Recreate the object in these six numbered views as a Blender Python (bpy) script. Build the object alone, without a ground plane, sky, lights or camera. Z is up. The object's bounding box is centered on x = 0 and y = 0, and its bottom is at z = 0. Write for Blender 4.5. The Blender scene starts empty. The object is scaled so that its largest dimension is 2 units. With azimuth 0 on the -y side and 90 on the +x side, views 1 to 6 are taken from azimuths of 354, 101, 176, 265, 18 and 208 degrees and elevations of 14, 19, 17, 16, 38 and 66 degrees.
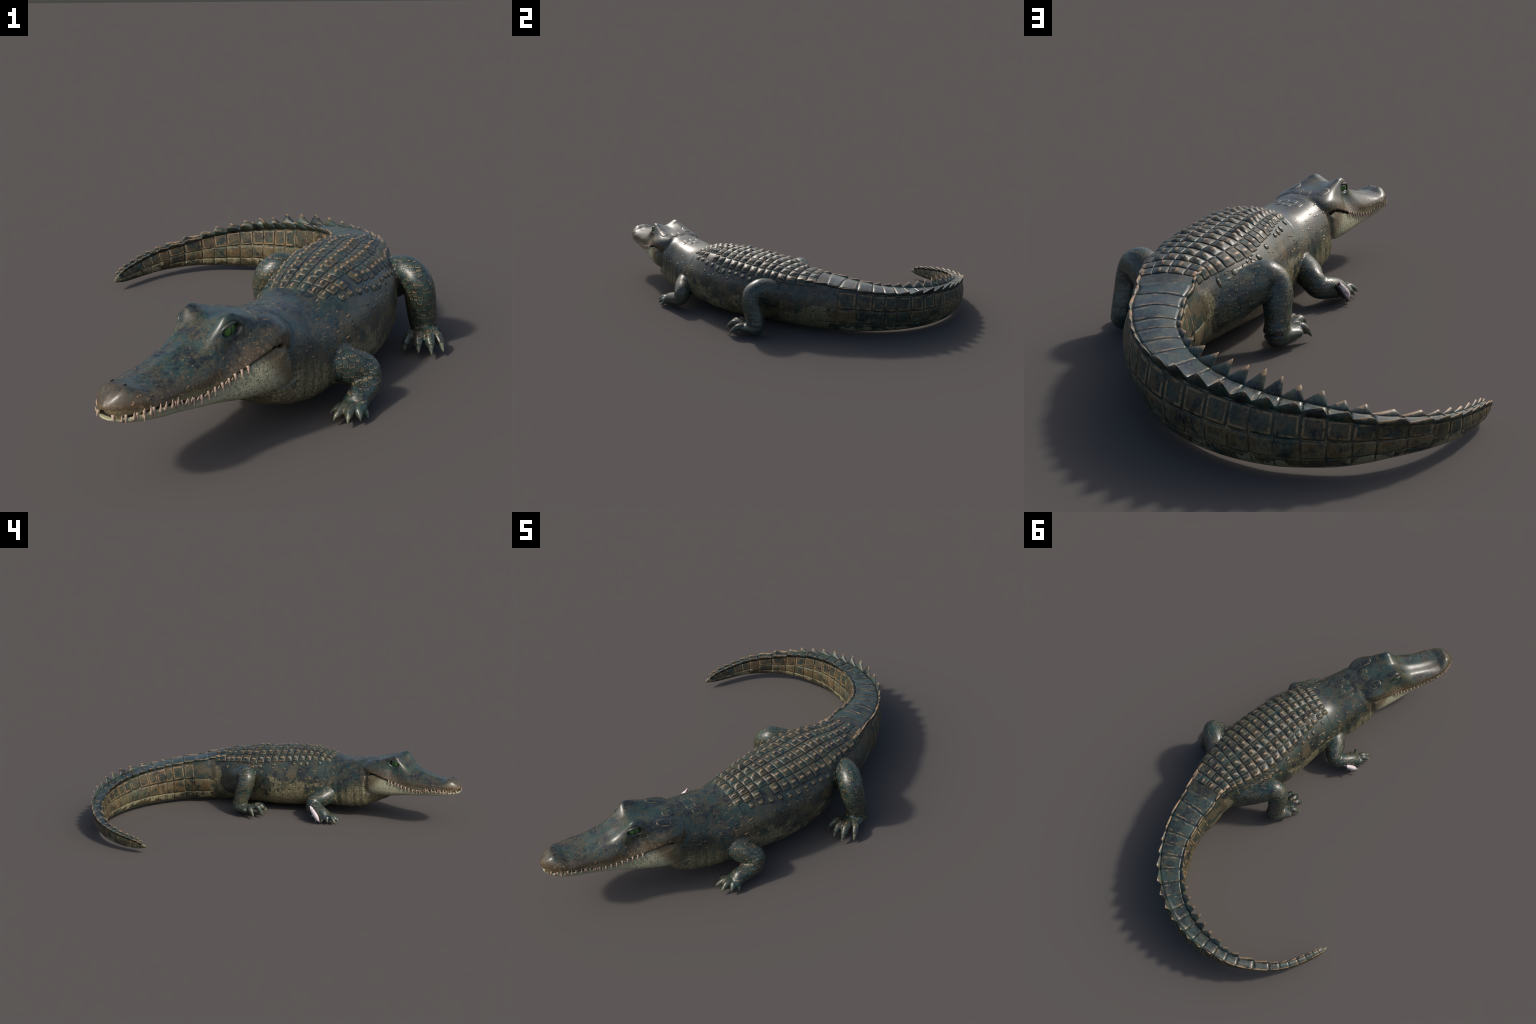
"""Crocodile with a curled tail, a small fish leaning on its right hand."""
import bpy, bmesh, math, random
import numpy as np
from mathutils import Vector, Matrix
from mathutils.kdtree import KDTree

random.seed(7)
RNG = np.random.default_rng(7)
SC = bpy.context.scene.collection


# ------------------------------------------------------------------ helpers
def cubic(x, xs, ys):
    """Smooth interpolation through (xs, ys); ys may have columns."""
    x = np.atleast_1d(np.asarray(x, float)); xs = np.asarray(xs, float); ys = np.asarray(ys, float)
    one = ys.ndim == 1
    if one: ys = ys[:, None]
    h = np.diff(xs)[:, None]; d = np.diff(ys, axis=0) / h
    m = np.empty_like(ys); m[0], m[-1] = d[0], d[-1]
    m[1:-1] = (d[:-1] * h[1:] + d[1:] * h[:-1]) / (h[1:] + h[:-1])
    i = np.clip(np.searchsorted(xs, x) - 1, 0, len(xs) - 2)
    hh = (xs[i + 1] - xs[i])[:, None]; t = np.clip((x - xs[i])[:, None] / hh, 0, 1)
    r = (2*t**3 - 3*t**2 + 1)*ys[i] + (t**3 - 2*t**2 + t)*hh*m[i] + (3*t**2 - 2*t**3)*ys[i+1] + (t**3 - t**2)*hh*m[i+1]
    return r[:, 0] if one else r


def smooth(a, b, x):
    t = np.clip((x - a) / (b - a), 0, 1)
    return t * t * (3 - 2 * t)


def loft(rings, cap=True):
    """Closed tube through rings of equal length -> verts, faces."""
    n, k = len(rings), len(rings[0])
    v = [tuple(p) for r in rings for p in r]; f = []
    for i in range(n - 1):
        for j in range(k):
            a, b = i*k + j, i*k + (j + 1) % k
            f.append((a, b, b + k, a + k))
    if cap:
        for i, flip in ((0, True), (n - 1, False)):
            c = len(v); v.append(tuple(np.mean(rings[i], axis=0)))
            for j in range(k):
                a, b = i*k + j, i*k + (j + 1) % k
                f.append((b, a, c) if flip else (a, b, c))
    return v, f


def mesh_object(name, v, f, mat, parent, flat=False, matrix=None, flat_last=0):
    me = bpy.data.meshes.new(name)
    me.from_pydata([tuple(p) for p in v], [], f)
    me.validate()
    bm = bmesh.new(); bm.from_mesh(me); bmesh.ops.recalc_face_normals(bm, faces=bm.faces); bm.to_mesh(me); bm.free()
    me.polygons.foreach_set("use_smooth", [not flat] * len(me.polygons))
    for p in (me.polygons[-flat_last:] if flat_last else ()): p.use_smooth = False
    if mat: me.materials.append(mat)
    o = bpy.data.objects.new(name, me); SC.objects.link(o)
    if matrix is not None: o.matrix_world = matrix
    if parent: o.parent = parent
    return o


def empty(name, loc, label, category):
    o = bpy.data.objects.new(name, None); o.empty_display_size = .1
    o.location = loc; SC.objects.link(o)
    o["label"], o["category"] = label, category
    return o


ROOT = empty("crocodile", (0, 0, 0), "dark teal crocodile with curled tail and keeled back scutes", "crocodile")

# ------------------------------------------------------------------ trunk (tail, torso, neck)
CURL = np.array([-.12, .50])                 # the tail curls round this point
TH0, RT = -.35, .468                         # its start angle and radius
HIP = np.array([.333, .334])
AX = np.array([-.447, -.894]); AX /= np.linalg.norm(AX)      # torso axis, towards the head


def tail_xy(th, r): return CURL + r * np.array([math.cos(th), math.sin(th)])


# s, centre, half width, crest half gap, top z, bottom z, height of the widest point, flat-topped
ST = []
for s, r, w, hw, zt, zb in [(0, .482, .108, .080, .272, .012), (.074, .477, .101, .074, .261, .012), (.148, .471, .094, .070, .252, .012),
                            (.22, .472, .086, .062, .242, .012), (.293, .471, .078, .058, .233, .012), (.366, .473, .071, .053, .225, .012),
                            (.439, .472, .064, .047, .216, .012), (.512, .471, .057, .041, .208, .012), (.584, .469, .051, .036, .199, .012),
                            (.656, .467, .047, .033, .190, .012), (.728, .467, .043, .030, .181, .012), (.80, .464, .039, .026, .172, .012),
                            (.872, .465, .035, .022, .159, .013), (.944, .465, .031, .021, .145, .013), (1.015, .461, .028, .020, .130, .013),
                            (1.086, .460, .025, .017, .117, .014), (1.157, .459, .021, .014, .105, .014), (1.228, .455, .018, .012, .092, .015),
                            (1.298, .450, .015, .0105, .079, .016), (1.367, .451, .0125, .0095, .067, .019), (1.40, .452, .0095, .008, .056, .024), (1.425, .453, .0035, .003, .044, .030)]:
    ST.append((s, *tail_xy(TH0 + s / RT, r), w, hw, zt, zb, .42, 1.0))
for s, x, y, w, zt, zb, zr, box in [(-.05, .331, .285, .118, .284, .011, .45, .85), (-.16, .304, .172, .143, .308, .007, .50, .35),
                                    (-.293, .244, .053, .176, .331, .007, .52, 0), (-.447, .183, -.089, .200, .339, .010, .45, 0),
                                    (-.60, .119, -.229, .191, .344, .013, .38, 0), (-.735, .053, -.346, .176, .329, .024, .38, 0),
                                    (-.859, -.018, -.448, .160, .300, .034, .33, 0), (-.962, -.084, -.53, .150, .306, .042, .29, 0),
                                    (-1.065, -.147, -.614, .133, .318, .071, .33, 0), (-1.12, -.187, -.655, .108, .308, .096, .47, 0),
                                    (-1.17, -.222, -.690, .070, .272, .122, .45, 0)]:
    ST.append((s, x, y, w, w*.7, zt, zb, zr, box))
ST = np.array(sorted(ST)); S0, S1 = ST[0, 0], ST[-1, 0]
# the tail leans outwards: s, half width, bottom z, how far the belly line lies inside the crest line
SIDE = np.array([(-.05, .1140, .0040, -.004), (.10, .0955, .0060, -.006), (.25, .0770, .0080, .011), (.40, .0645, .0100, .014), (.55, .0540, .0105, .010), (.70, .0470, .0125, .006),
                 (.85, .0355, .0161, .008), (1.0, .0230, .0240, .013), (1.15, .0210, .0226, .014), (1.30, .0180, .0190, .008), (1.39, .0120, .0250, .005), (1.425, .0040, .0330, .003)])
m = ST[:, 0] > -.06; ST[m, 3] = cubic(ST[m, 0], SIDE[:, 0], SIDE[:, 1]); ST[m, 6] = cubic(ST[m, 0], SIDE[:, 0], SIDE[:, 2])
LEAN = np.vstack([[(-1.3, 0), (-.25, 0)], SIDE[:, [0, 3]]])
# fullness of the lower half and lift of its widest point
BOW = np.array([(-1.3, 0), (-.1, 0), (.15, .004), (.30, .006), (.55, .006), (.75, .006), (.95, .001), (1.43, 0)])
KEEL = np.array([(-1.3, 2.0, 0), (-1.14, 2.1, 0), (-1.06, 3.0, 0), (-.97, 2.9, 0), (-.90, 2.7, 0), (-.70, 2.5, 0), (-.45, 2.35, 0), (-.30, 2.0, .03), (-.16, 1.9, .05), (-.05, 1.85, .10), (.10, 1.86, .16), (.25, 1.95, .16), (.40, 2.05, .12), (.55, 2.1, .09), (.85, 1.9, .08), (1.15, 1.75, .085), (1.43, 1.9, .085)])
# doming of the back between the crests
DOME = np.array([(-1.3, .012), (-.1, .008), (.05, .008), (.12, .011), (.25, .007), (.40, .0), (.55, -.006), (.9, -.003), (1.43, -.001)])
UC = .14                                      # section parameter of the crest


def trunk(s, u):
    """Point of the trunk: s along it (tail positive), u round it: 0 left side, .14 left crest, .25 back, .36 right crest, .5 right side, .75 belly."""
    s = np.asarray(s, float); u = np.asarray(u, float) % 1.0
    sh = np.broadcast(s, u).shape; s = np.broadcast_to(s, sh).ravel(); u = np.broadcast_to(u, sh).ravel()
    q = cubic(s, ST[:, 0], ST[:, 1:]); qa = cubic(s + .004, ST[:, 0], ST[:, 1:3]); qb = cubic(s - .004, ST[:, 0], ST[:, 1:3])
    cx, cy, w, hw, zt, zb, zr, box = q.T; zm = zb + (zt - zb)*zr
    t = qa - qb; t /= np.linalg.norm(t, axis=1)[:, None] + 1e-12
    n = np.stack([t[:, 1], -t[:, 0]], 1)       # outside of the curl = the animal's left
    a = u * 2*np.pi; ca, sa = np.cos(a), np.sin(a)
    up = sa > 0; p = np.where(up, 2.3 + .25*smooth(-.80, -.95, s), cubic(s, KEEL[:, 0], KEEL[:, 1])); zm = zm + (zt - zb)*cubic(s, KEEL[:, 0], KEEL[:, 2])
    x = np.sign(ca)*np.abs(ca)**(2/p)*w; z = np.where(up, zm + (zt - zm)*np.abs(sa)**(2/p), zm - (zm - zb)*np.abs(sa)**(2/p))
    v = np.where(u > .25, .5 - u, u)           # mirrored upper half
    side = np.clip(v / UC, 0, 1); top = np.clip((v - UC)/(.25 - UC), 0, 1)
    bx = np.where(v < UC, hw + (w - hw)*np.cos(side*np.pi/2)**1.15, hw*(1 - top))
    dip = -cubic(s, DOME[:, 0], DOME[:, 1])
    bz = np.where(v < UC, zm + (zt - zm)*side, zt - dip*np.sin(top*np.pi/2)**1.3)
    bx = bx*np.where(u > .25, -1, 1)
    x = np.where(up, x*(1 - box) + bx*box, x); z = np.where(up, z*(1 - box) + bz*box, z)
    x = x - cubic(s, LEAN[:, 0], LEAN[:, 1])*np.clip(1 - (z - zb)/(zt - zb), 0, 1)
    x = x + cubic(s, BOW[:, 0], BOW[:, 1])*np.sin(np.pi*np.clip((z - zb)/(zt - zb), 0, 1))
    return np.stack([cx + n[:, 0]*x, cy + n[:, 1]*x, z], 1).reshape(sh + (3,))


def trunk_n(s, u):
    e, g = .006, .012
    ds = trunk(np.clip(s + e, S0, S1), u) - trunk(np.clip(s - e, S0, S1), u); du = trunk(s, u + g) - trunk(s, u - g)
    n = np.cross(ds, du); n /= np.linalg.norm(n, axis=-1)[..., None] + 1e-12
    return n


# ------------------------------------------------------------------ head frame
EYE0 = np.array([-.256, -.726]); HD = np.array([-.72, -.69]); HD /= np.linalg.norm(HD)
HL = np.array([-HD[1], HD[0]])                # to the animal's left


def head_pt(q, lat, z):
    q, lat, z = np.broadcast_arrays(q, lat, z); lat = lat + .009*smooth(.16, .35, q)      # the snout bends a little to the left
    return np.stack([EYE0[0] + HD[0]*q + HL[0]*lat, EYE0[1] + HD[1]*q + HL[1]*lat, z], -1)


# upper head cross-sections: q; lip (lat, z); cheek (lat, z); brow edge (lat, z); crown z
UP = np.array([(-.215, .085, .228, .084, .268, .055, .290, .298), (-.19, .108, .236, .104, .280, .068, .307, .312), (-.16, .124, .248, .120, .290, .076, .316, .321),
               (-.13, .131, .262, .123, .296, .078, .323, .326), (-.105, .132, .264, .121, .298, .077, .329, .329), (-.08, .130, .257, .117, .294, .076, .337, .331),
               (-.04, .123, .243, .104, .288, .073, .351, .335), (-.012, .117, .232, .084, .288, .068, .361, .337), (.010, .112, .226, .084, .281, .064, .357, .334), (.030, .108, .220, .088, .270, .061, .333, .326),
               (.055, .105, .213, .092, .257, .059, .307, .312), (.08, .100, .207, .093, .250, .059, .288, .300), (.12, .095, .199, .090, .238, .057, .273, .286),
               (.16, .090, .198, .085, .234, .056, .262, .274), (.20, .087, .206, .082, .234, .054, .254, .264), (.24, .085, .212, .079, .235, .051, .249, .257),
               (.265, .080, .213, .075, .236, .047, .249, .256), (.290, .070, .210, .068, .237, .043, .256, .261), (.312, .056, .207, .056, .236, .035, .258, .264),
               (.334, .038, .205, .038, .229, .025, .247, .252), (.348, .022, .206, .022, .223, .014, .234, .238), (.357, .004, .212, .004, .218, .002, .224, .226)])
# q, lip half width, jowl half width, lip z, bottom z
LO = np.array([(-.19, .106, .120, .226, .122), (-.155, .123, .139, .244, .128), (-.128, .128, .142, .255, .128), (-.105, .127, .140, .257, .128), (-.08, .123, .136, .250, .130), (-.04, .117, .127, .236, .134), (0, .110, .117, .223, .139),
               (.04, .101, .106, .212, .147), (.08, .093, .097, .201, .154), (.12, .087, .091, .193, .160), (.16, .086, .086, .193, .166), (.20, .0875, .085, .200, .172), (.24, .0865, .084, .206, .177),
               (.27, .081, .077, .207, .181), (.295, .068, .066, .204, .184), (.320, .053, .051, .201, .187), (.338, .036, .034, .200, .190), (.350, .014, .013, .199, .193)])


def bump(q, lat, q0, l0, aq, al):
    return np.exp(-((q - q0)/aq)**2 - ((lat - l0)/al)**2)


def head_section(q, n=61):
    """Left lip -> crown -> right lip."""
    w, zl, wm, zm, we, ze, zt = cubic(q, UP[:, 0], UP[:, 1:])[0]
    P = np.array([(w, zl), (wm, zm), (we, ze), (we*.45, (ze*.45 + zt*.55)), (0, zt), (-we*.45, (ze*.45 + zt*.55)), (-we, ze), (-wm, zm), (-w, zl)])
    d = np.r_[0, np.cumsum(np.linalg.norm(np.diff(P, axis=0), axis=1)**.8)]
    return cubic(np.linspace(0, d[-1], n), d, P)


def upper_head():
    rings = []
    for q in np.r_[np.linspace(UP[0, 0], .315, 110), np.linspace(.318, UP[-1, 0], 18)]:
        S = head_section(q); lat, z = S[:, 0], S[:, 1]; w, zl = cubic(q, UP[:, 0], UP[:, 1:3])[0]
        side = np.abs(lat); rel = np.clip((z - zl)/.06, 0, 1)
        z = z + .004*np.exp(-((q - .300)/.022)**2)*np.exp(-((side - .022)/.016)**2)        # nostril swellings
        lat = lat*(1 - .05*np.exp(-((q - .258)/.016)**2)*smooth(.215, .24, z))             # waist behind the nose
        lat = lat*(1 + .035*np.exp(-((q + .005)/.035)**2)*np.exp(-((z - .335)/.02)**2))    # orbit
        lat = lat*(1 - .02*np.exp(-((z - .306)/.014)**2)*np.exp(-((q + .085)/.03)**2))     # temple hollow
        z = z + .0024*np.sin(q*180)*(1 - rel)**3                                             # lip scallops
        lb = np.linspace(-.96, .96, 21)*w
        rings.append(np.vstack([head_pt(q, lat, z), head_pt(q, lb, zl - .001 + .012*(1 - (lb/w)**2))]))
    return loft(rings)


def lower_jaw():
    rings = []
    for q in np.r_[np.linspace(LO[0, 0], .32, 100), np.linspace(.323, LO[-1, 0], 12)]:
        wl, wj, zl, zb = cubic(q, LO[:, 0], LO[:, 1:])[0]
        zm = zl - .52*(zl - zb)
        t = np.linspace(0, np.pi/2, 9)[:-1]; upper = [(wl + (wj - wl)*math.sin(x), zl + (zm - zl)*(x/(np.pi/2))) for x in t]
        t = np.linspace(0, np.pi/2, 15); lower = [(wj*math.cos(x)**(2/3.2), zm - (zm - zb)*math.sin(x)**(2/2.6)) for x in t]
        half = np.array(upper + lower); half[:8, 1] += .0018*math.sin(q*165 + 1)*np.linspace(1, 0, 8)
        lat = np.r_[-half[:, 0], half[-2::-1, 0]]; z = np.r_[half[:, 1], half[-2::-1, 1]]
        lb = np.linspace(.95, -.95, 21)*wl
        rings.append(np.vstack([head_pt(q, lat, z), head_pt(q, lb, zl - .0005 - .0015*(1 - (lb/wl)**2))]))
    return loft(rings)


def jowl(side):
    """Fold of skin that swells at the corner of the mouth."""
    return loft([[head_pt(-.125 + .036*-math.cos(t) + .0*a, side*(.108 + .030*math.sin(t)*math.cos(a)), .233 - .20*(.036*-math.cos(t)) + .019*math.sin(t)*math.sin(a)) for a in np.linspace(0, 2*np.pi, 28, endpoint=False)] for t in np.linspace(.05, np.pi - .05, 22)])


# ------------------------------------------------------------------ limbs
def tube(path, k=28, up=(0, 0, 1)):
    """path rows: x, y, z, radius across, radius along 'up'."""
    P = np.array(path, float); d = np.r_[0, np.cumsum(np.linalg.norm(np.diff(P[:, :3], axis=0), axis=1))]
    n = max(8, int(d[-1] / .004)); Q = cubic(np.linspace(0, d[-1], n), d, P)
    T = np.gradient(Q[:, :3], axis=0); T /= np.linalg.norm(T, axis=1)[:, None]
    rings, ref = [], np.array(up, float)
    for q, t in zip(Q, T):
        b = ref - t*(ref @ t)
        if np.linalg.norm(b) < .15: b = last
        b /= np.linalg.norm(b); last = b
        a = np.cross(t, b); th = np.linspace(0, 2*np.pi, k, endpoint=False)
        rings.append(q[:3] + np.outer(np.cos(th)*q[3], a) + np.outer(np.sin(th)*q[4], b))
    # round ends
    def dome(r, t, rad):
        c = r.mean(axis=0); out = []
        for g in (.35, .65, .88, .985):
            out.append(c + (r - c)*math.sqrt(1 - g*g) + t*rad*g)
        return out
    rad0, rad1 = min(Q[0, 3:5]), min(Q[-1, 3:5])
    rings = dome(rings[0], -T[0], rad0)[::-1] + rings + dome(rings[-1], T[-1], rad1)
    return loft(rings)


LIMBS = {
    # forelimb: upper arm + forearm;  then digits
    "forelimb_left": [(.030, -.490, .132, .064, .062), (.085, -.503, .128, .060, .060), (.145, -.515, .112, .050, .053), (.191, -.512, .088, .042, .047), (.196, -.522, .068, .038, .039), (.177, -.555, .055, .034, .036), (.150, -.592, .042, .034, .032), (.136, -.612, .030, .038, .021)],
    "forelimb_right": [(-.055, -.372, .120, .068, .062), (-.100, -.340, .118, .062, .058), (-.134, -.290, .104, .053, .050), (-.152, -.243, .084, .041, .045), (-.166, -.236, .068, .040, .041), (-.200, -.248, .060, .037, .039), (-.243, -.283, .044, .034, .033), (-.262, -.302, .030, .038, .021)],
    "hindlimb_left": [(.255, .140, .134, .080, .083), (.328, .088, .161, .071, .077), (.392, .022, .207, .060, .069), (.434, -.034, .230, .053, .058), (.454, -.062, .216, .051, .051), (.466, -.067, .180, .050, .050), (.475, -.059, .135, .049, .048), (.486, -.046, .085, .047, .046), (.493, -.045, .050, .045, .042), (.488, -.070, .046, .041, .028), (.476, -.100, .044, .046, .022)],
    "hindlimb_right": [(.215, .180, .152, .078, .085), (.150, .158, .172, .070, .080), (.080, .133, .199, .061, .066), (.026, .114, .219, .051, .056), (.005, .114, .208, .048, .049), (-.003, .123, .180, .048, .048), (-.001, .139, .135, .046, .046), (.000, .156, .085, .041, .041), (.004, .166, .050, .041, .040), (-.018, .148, .046, .040, .028), (-.045, .120, .044, .046, .022)],
}
# digits: base point, knuckle, claw root, claw tip, radius
DIGITS = {
    "forelimb_left": [((.128, -.598, .030), (.098, -.606, .034), (.086, -.609, .027), (.074, -.612, .017), .010),
                      ((.132, -.604, .032), (.105, -.626, .038), (.090, -.639, .028), (.075, -.652, .015), .0125),
                      ((.137, -.610, .032), (.122, -.638, .038), (.116, -.654, .028), (.109, -.673, .014), .0135),
                      ((.145, -.610, .030), (.147, -.634, .034), (.147, -.646, .026), (.147, -.660, .013), .0125),
                      ((.155, -.604, .026), (.165, -.622, .026), (.169, -.630, .020), (.173, -.637, .011), .0095)],
    "forelimb_right": [((-.247, -.308, .030), (-.240, -.334, .034), (-.236, -.345, .028), (-.231, -.357, .018), .010),
                       ((-.256, -.308, .032), (-.280, -.332, .038), (-.294, -.342, .028), (-.312, -.356, .014), .0125),
                       ((-.262, -.302, .032), (-.290, -.318, .037), (-.304, -.324, .027), (-.322, -.332, .012), .0135),
                       ((-.262, -.294, .030), (-.282, -.293, .034), (-.291, -.293, .026), (-.304, -.293, .011), .0125),
                       ((-.258, -.284, .026), (-.275, -.271, .026), (-.281, -.266, .020), (-.288, -.260, .010), .0095)],
    "hindlimb_left": [((.462, -.090, .046), (.418, -.135, .056), (.404, -.148, .042), (.396, -.157, .016), .0150),
                      ((.468, -.098, .046), (.442, -.155, .060), (.436, -.174, .044), (.432, -.195, .016), .0165),
                      ((.478, -.100, .046), (.474, -.160, .060), (.473, -.182, .044), (.472, -.205, .016), .0170),
                      ((.490, -.092, .044), (.508, -.130, .052), (.514, -.152, .038), (.519, -.177, .012), .0160)],
    "hindlimb_right": [((-.018, .102, .046), (-.026, .047, .055), (-.028, .029, .040), (-.031, .007, .016), .0150),
                       ((-.028, .102, .046), (-.055, .050, .060), (-.061, .036, .047), (-.069, .016, .022), .0165),
                       ((-.038, .110, .046), (-.077, .068, .060), (-.086, .057, .042), (-.099, .041, .015), .0170),
                       ((-.040, .128, .044), (-.078, .112, .052), (-.093, .105, .038), (-.113, .097, .012), .0160)],
}


def digit_path(d):
    b, k, c, t, r = d
    return [(*b, r*1.05, r), (*((np.array(b) + np.array(k))/2 + (0, 0, .004)), r, r), (*k, r, r), (*c, r*.82, r*.82)]


# ------------------------------------------------------------------ assemble one skin
VOX = .0030
COMP = {}


def trunk_mesh():
    s = np.linspace(S0, S1, 520); u = np.linspace(0, 1, 97)[:-1]
    P = trunk(s[:, None], u[None, :])
    return loft(list(P))


COMP["trunk"] = trunk_mesh(); COMP["head"] = upper_head(); COMP["lower_jaw"] = lower_jaw()
COMP["lower_jaw#1"], COMP["lower_jaw#2"] = jowl(1), jowl(-1)
for n, p in LIMBS.items():
    COMP[n] = tube(p)
    for i, d in enumerate(DIGITS[n]): COMP[f"{n}#{i}"] = tube(digit_path(d), 18)


def united():
    V, F, off = [], [], 0
    for v, f in COMP.values():
        V += v; F += [tuple(i + off for i in g) for g in f]; off += len(v)
    me = bpy.data.meshes.new("raw"); me.from_pydata(V, [], F); me.validate()
    bm = bmesh.new(); bm.from_mesh(me); bmesh.ops.recalc_face_normals(bm, faces=bm.faces); bm.to_mesh(me); bm.free()
    o = bpy.data.objects.new("raw", me); SC.objects.link(o)
    m = o.modifiers.new("r", "REMESH"); m.mode = "VOXEL"; m.voxel_size = VOX; m.adaptivity = 0
    ev = o.evaluated_get(bpy.context.evaluated_depsgraph_get()).to_mesh()
    v = np.empty(len(ev.vertices)*3, np.float32); ev.vertices.foreach_get("co", v); v = v.reshape(-1, 3).astype(float)
    ls = np.empty(len(ev.polygons), np.int32); ev.polygons.foreach_get("loop_total", ls)
    li = np.empty(len(ev.loops), np.int32); ev.loops.foreach_get("vertex_index", li)
    ed = np.empty(len(ev.edges)*2, np.int32); ev.edges.foreach_get("vertices", ed); ed = ed.reshape(-1, 2)
    o.evaluated_get(bpy.context.evaluated_depsgraph_get()).to_mesh_clear()
    bpy.data.objects.remove(o); bpy.data.meshes.remove(me)
    return v, ls, li, ed


BV, BLS, BLI, BED = united()
DEG = np.bincount(BED.ravel(), minlength=len(BV)).astype(float)


def relax(v, k, n):
    for _ in range(n):
        a = np.zeros_like(v)
        for c in range(3):
            a[:, c] = np.bincount(BED[:, 0], v[BED[:, 1], c], len(v)) + np.bincount(BED[:, 1], v[BED[:, 0], c], len(v))
        v = v + k*(a/DEG[:, None] - v)
    return v


for _ in range(4): BV = relax(relax(BV, .55, 1), -.5, 1)
BV = relax(BV, .5, 2)

# melt the brow swellings into the skull
HQ = (BV[:, :2] - EYE0) @ HD; HLAT = (BV[:, :2] - EYE0) @ HL
soft = smooth(.13, .09, np.abs(HQ + .02))*smooth(.245, .275, BV[:, 2])*smooth(.100, .080, np.abs(HLAT))
for _ in range(4):
    BV = BV + (relax(BV, .5, 1) - BV)*soft[:, None]
for _ in range(10):
    seam = smooth(.10, .03, np.abs(HQ + .165))
    BV = BV + (relax(BV, .5, 1) - BV)*seam[:, None]
# eye sockets: an almond pressed in on each side of the head
HQ = (BV[:, :2] - EYE0) @ HD; HLAT = (BV[:, :2] - EYE0) @ HL
EYEZ, EYEQ = .3245, .001
almond = 1 - ((HQ - EYEQ)/.0270)**2 - ((BV[:, 2] - EYEZ + .12*(HQ - EYEQ))/.0185)**2
inside = (almond > 0) & (np.abs(HLAT) > .045) & (np.abs(HQ) < .06)
limit = .079 - .022*smooth(0, .30, almond)
excess = np.where(inside, np.maximum(0, np.abs(HLAT) - limit), 0)*np.sign(HLAT)
BV[:, 0] -= HL[0]*excess; BV[:, 1] -= HL[1]*excess

# which part each vertex belongs to: nearest source surface
names = list(COMP); part_of = []
tot = sum(len(COMP[n][0]) for n in names); kd = KDTree(tot); k = 0
for i, n in enumerate(names):
    for p in COMP[n][0]: kd.insert(p, k); part_of.append(i); k += 1
kd.balance()
VP = np.array([part_of[kd.find(p)[1]] for p in BV])
# along-trunk coordinate of every vertex
TS = np.linspace(S0, S1, 700); TC = cubic(TS, ST[:, 0], ST[:, 1:3])
kd2 = KDTree(len(TS))
for i, c in enumerate(TC): kd2.insert((c[0], c[1], 0), i)
kd2.balance()
VS = np.array([TS[kd2.find((p[0], p[1], 0))[1]] for p in BV])


def region(i):
    n = names[VP[i]].split("#")[0]
    if n == "trunk":
        return "tail" if VS[i] > -.01 else ("torso" if VS[i] > -.80 else "neck")
    return n


VR = [region(i) for i in range(len(BV))]

# normals of the whole skin
starts = np.r_[0, np.cumsum(BLS)[:-1]]


def vertex_normals(v):
    n = np.zeros_like(v)
    a, b, c, d = (v[BLI[starts + j]] for j in range(4))
    fn = np.cross(c - a, d - b)
    for j in range(4):
        for x in range(3): n[:, x] += np.bincount(BLI[starts + j], fn[:, x], len(v))
    return n/(np.linalg.norm(n, axis=1)[:, None] + 1e-12)


BN = vertex_normals(BV)
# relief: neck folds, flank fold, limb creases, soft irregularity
def noise(p, f, seed):
    r = np.random.default_rng(seed); out = np.zeros(len(p))
    for _ in range(7):
        d = r.normal(size=3); d /= np.linalg.norm(d); out += np.sin(p @ d*f*r.uniform(.6, 1.5) + r.uniform(0, 6.28))
    return out/7


trunkish = np.array([r in ("torso", "neck", "tail") for r in VR])
low = smooth(.24, .16, BV[:, 2])
folds = np.where(np.array([r in ("neck", "torso") for r in VR]), np.sin(VS*150 + 2.5*noise(BV, 14, 3))*low*smooth(-.72, -.80, VS), 0)
rel = .0012*folds + .0016*noise(BV, 55, 5) * np.where(trunkish, np.where(VS > -.02, .1, np.where(BV[:, 2] > .22, .25, 1)), .35)
plated = np.array([r in ("torso", "tail") for r in VR])*np.maximum(smooth(-.06, .02, VS), smooth(.225, .25, BV[:, 2])*smooth(-.84, -.80, VS))
BV = BV + BN*(rel + .0006 - np.where(VS > -.02, .0010, .0017)*plated)[:, None]      # the skin lies a little lower under the plates
BN = vertex_normals(BV)
grp = np.array([{"neck": 1, "torso": 1, "head": 2, "lower_jaw": 3}.get(r, 0) for r in VR]); ga, gb = grp[BED[:, 0]], grp[BED[:, 1]]
for pair, depth, wide in (((1, 3), .0055, .006), ((1, 2), .0015, .008)):
    e = BED[((ga == pair[0]) & (gb == pair[1])) | ((ga == pair[1]) & (gb == pair[0]))]
    ids = np.unique(e); ids = ids[(BV[ids, 2] > .105)]
    if not len(ids): continue
    kc = KDTree(len(ids))
    for i, k in enumerate(ids): kc.insert(BV[k], i)
    kc.balance(); near = np.where((np.abs(HQ + .10) < .16) & (grp > 0))[0]
    dd = np.array([kc.find(BV[k])[2] for k in near])
    BV[near] -= BN[near]*(depth*np.exp(-(dd/wide)**2))[:, None]
near = smooth(.16, .10, np.abs(HQ + .10))
BV = BV + (relax(BV, .5, 1) - BV)*near[:, None]*(grp > 0)[:, None]
BN = vertex_normals(BV)

# ------------------------------------------------------------------ materials
def mat(name):
    m = bpy.data.materials.new(name); m.use_nodes = True; m.node_tree.nodes.clear()
    return m, m.node_tree


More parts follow.
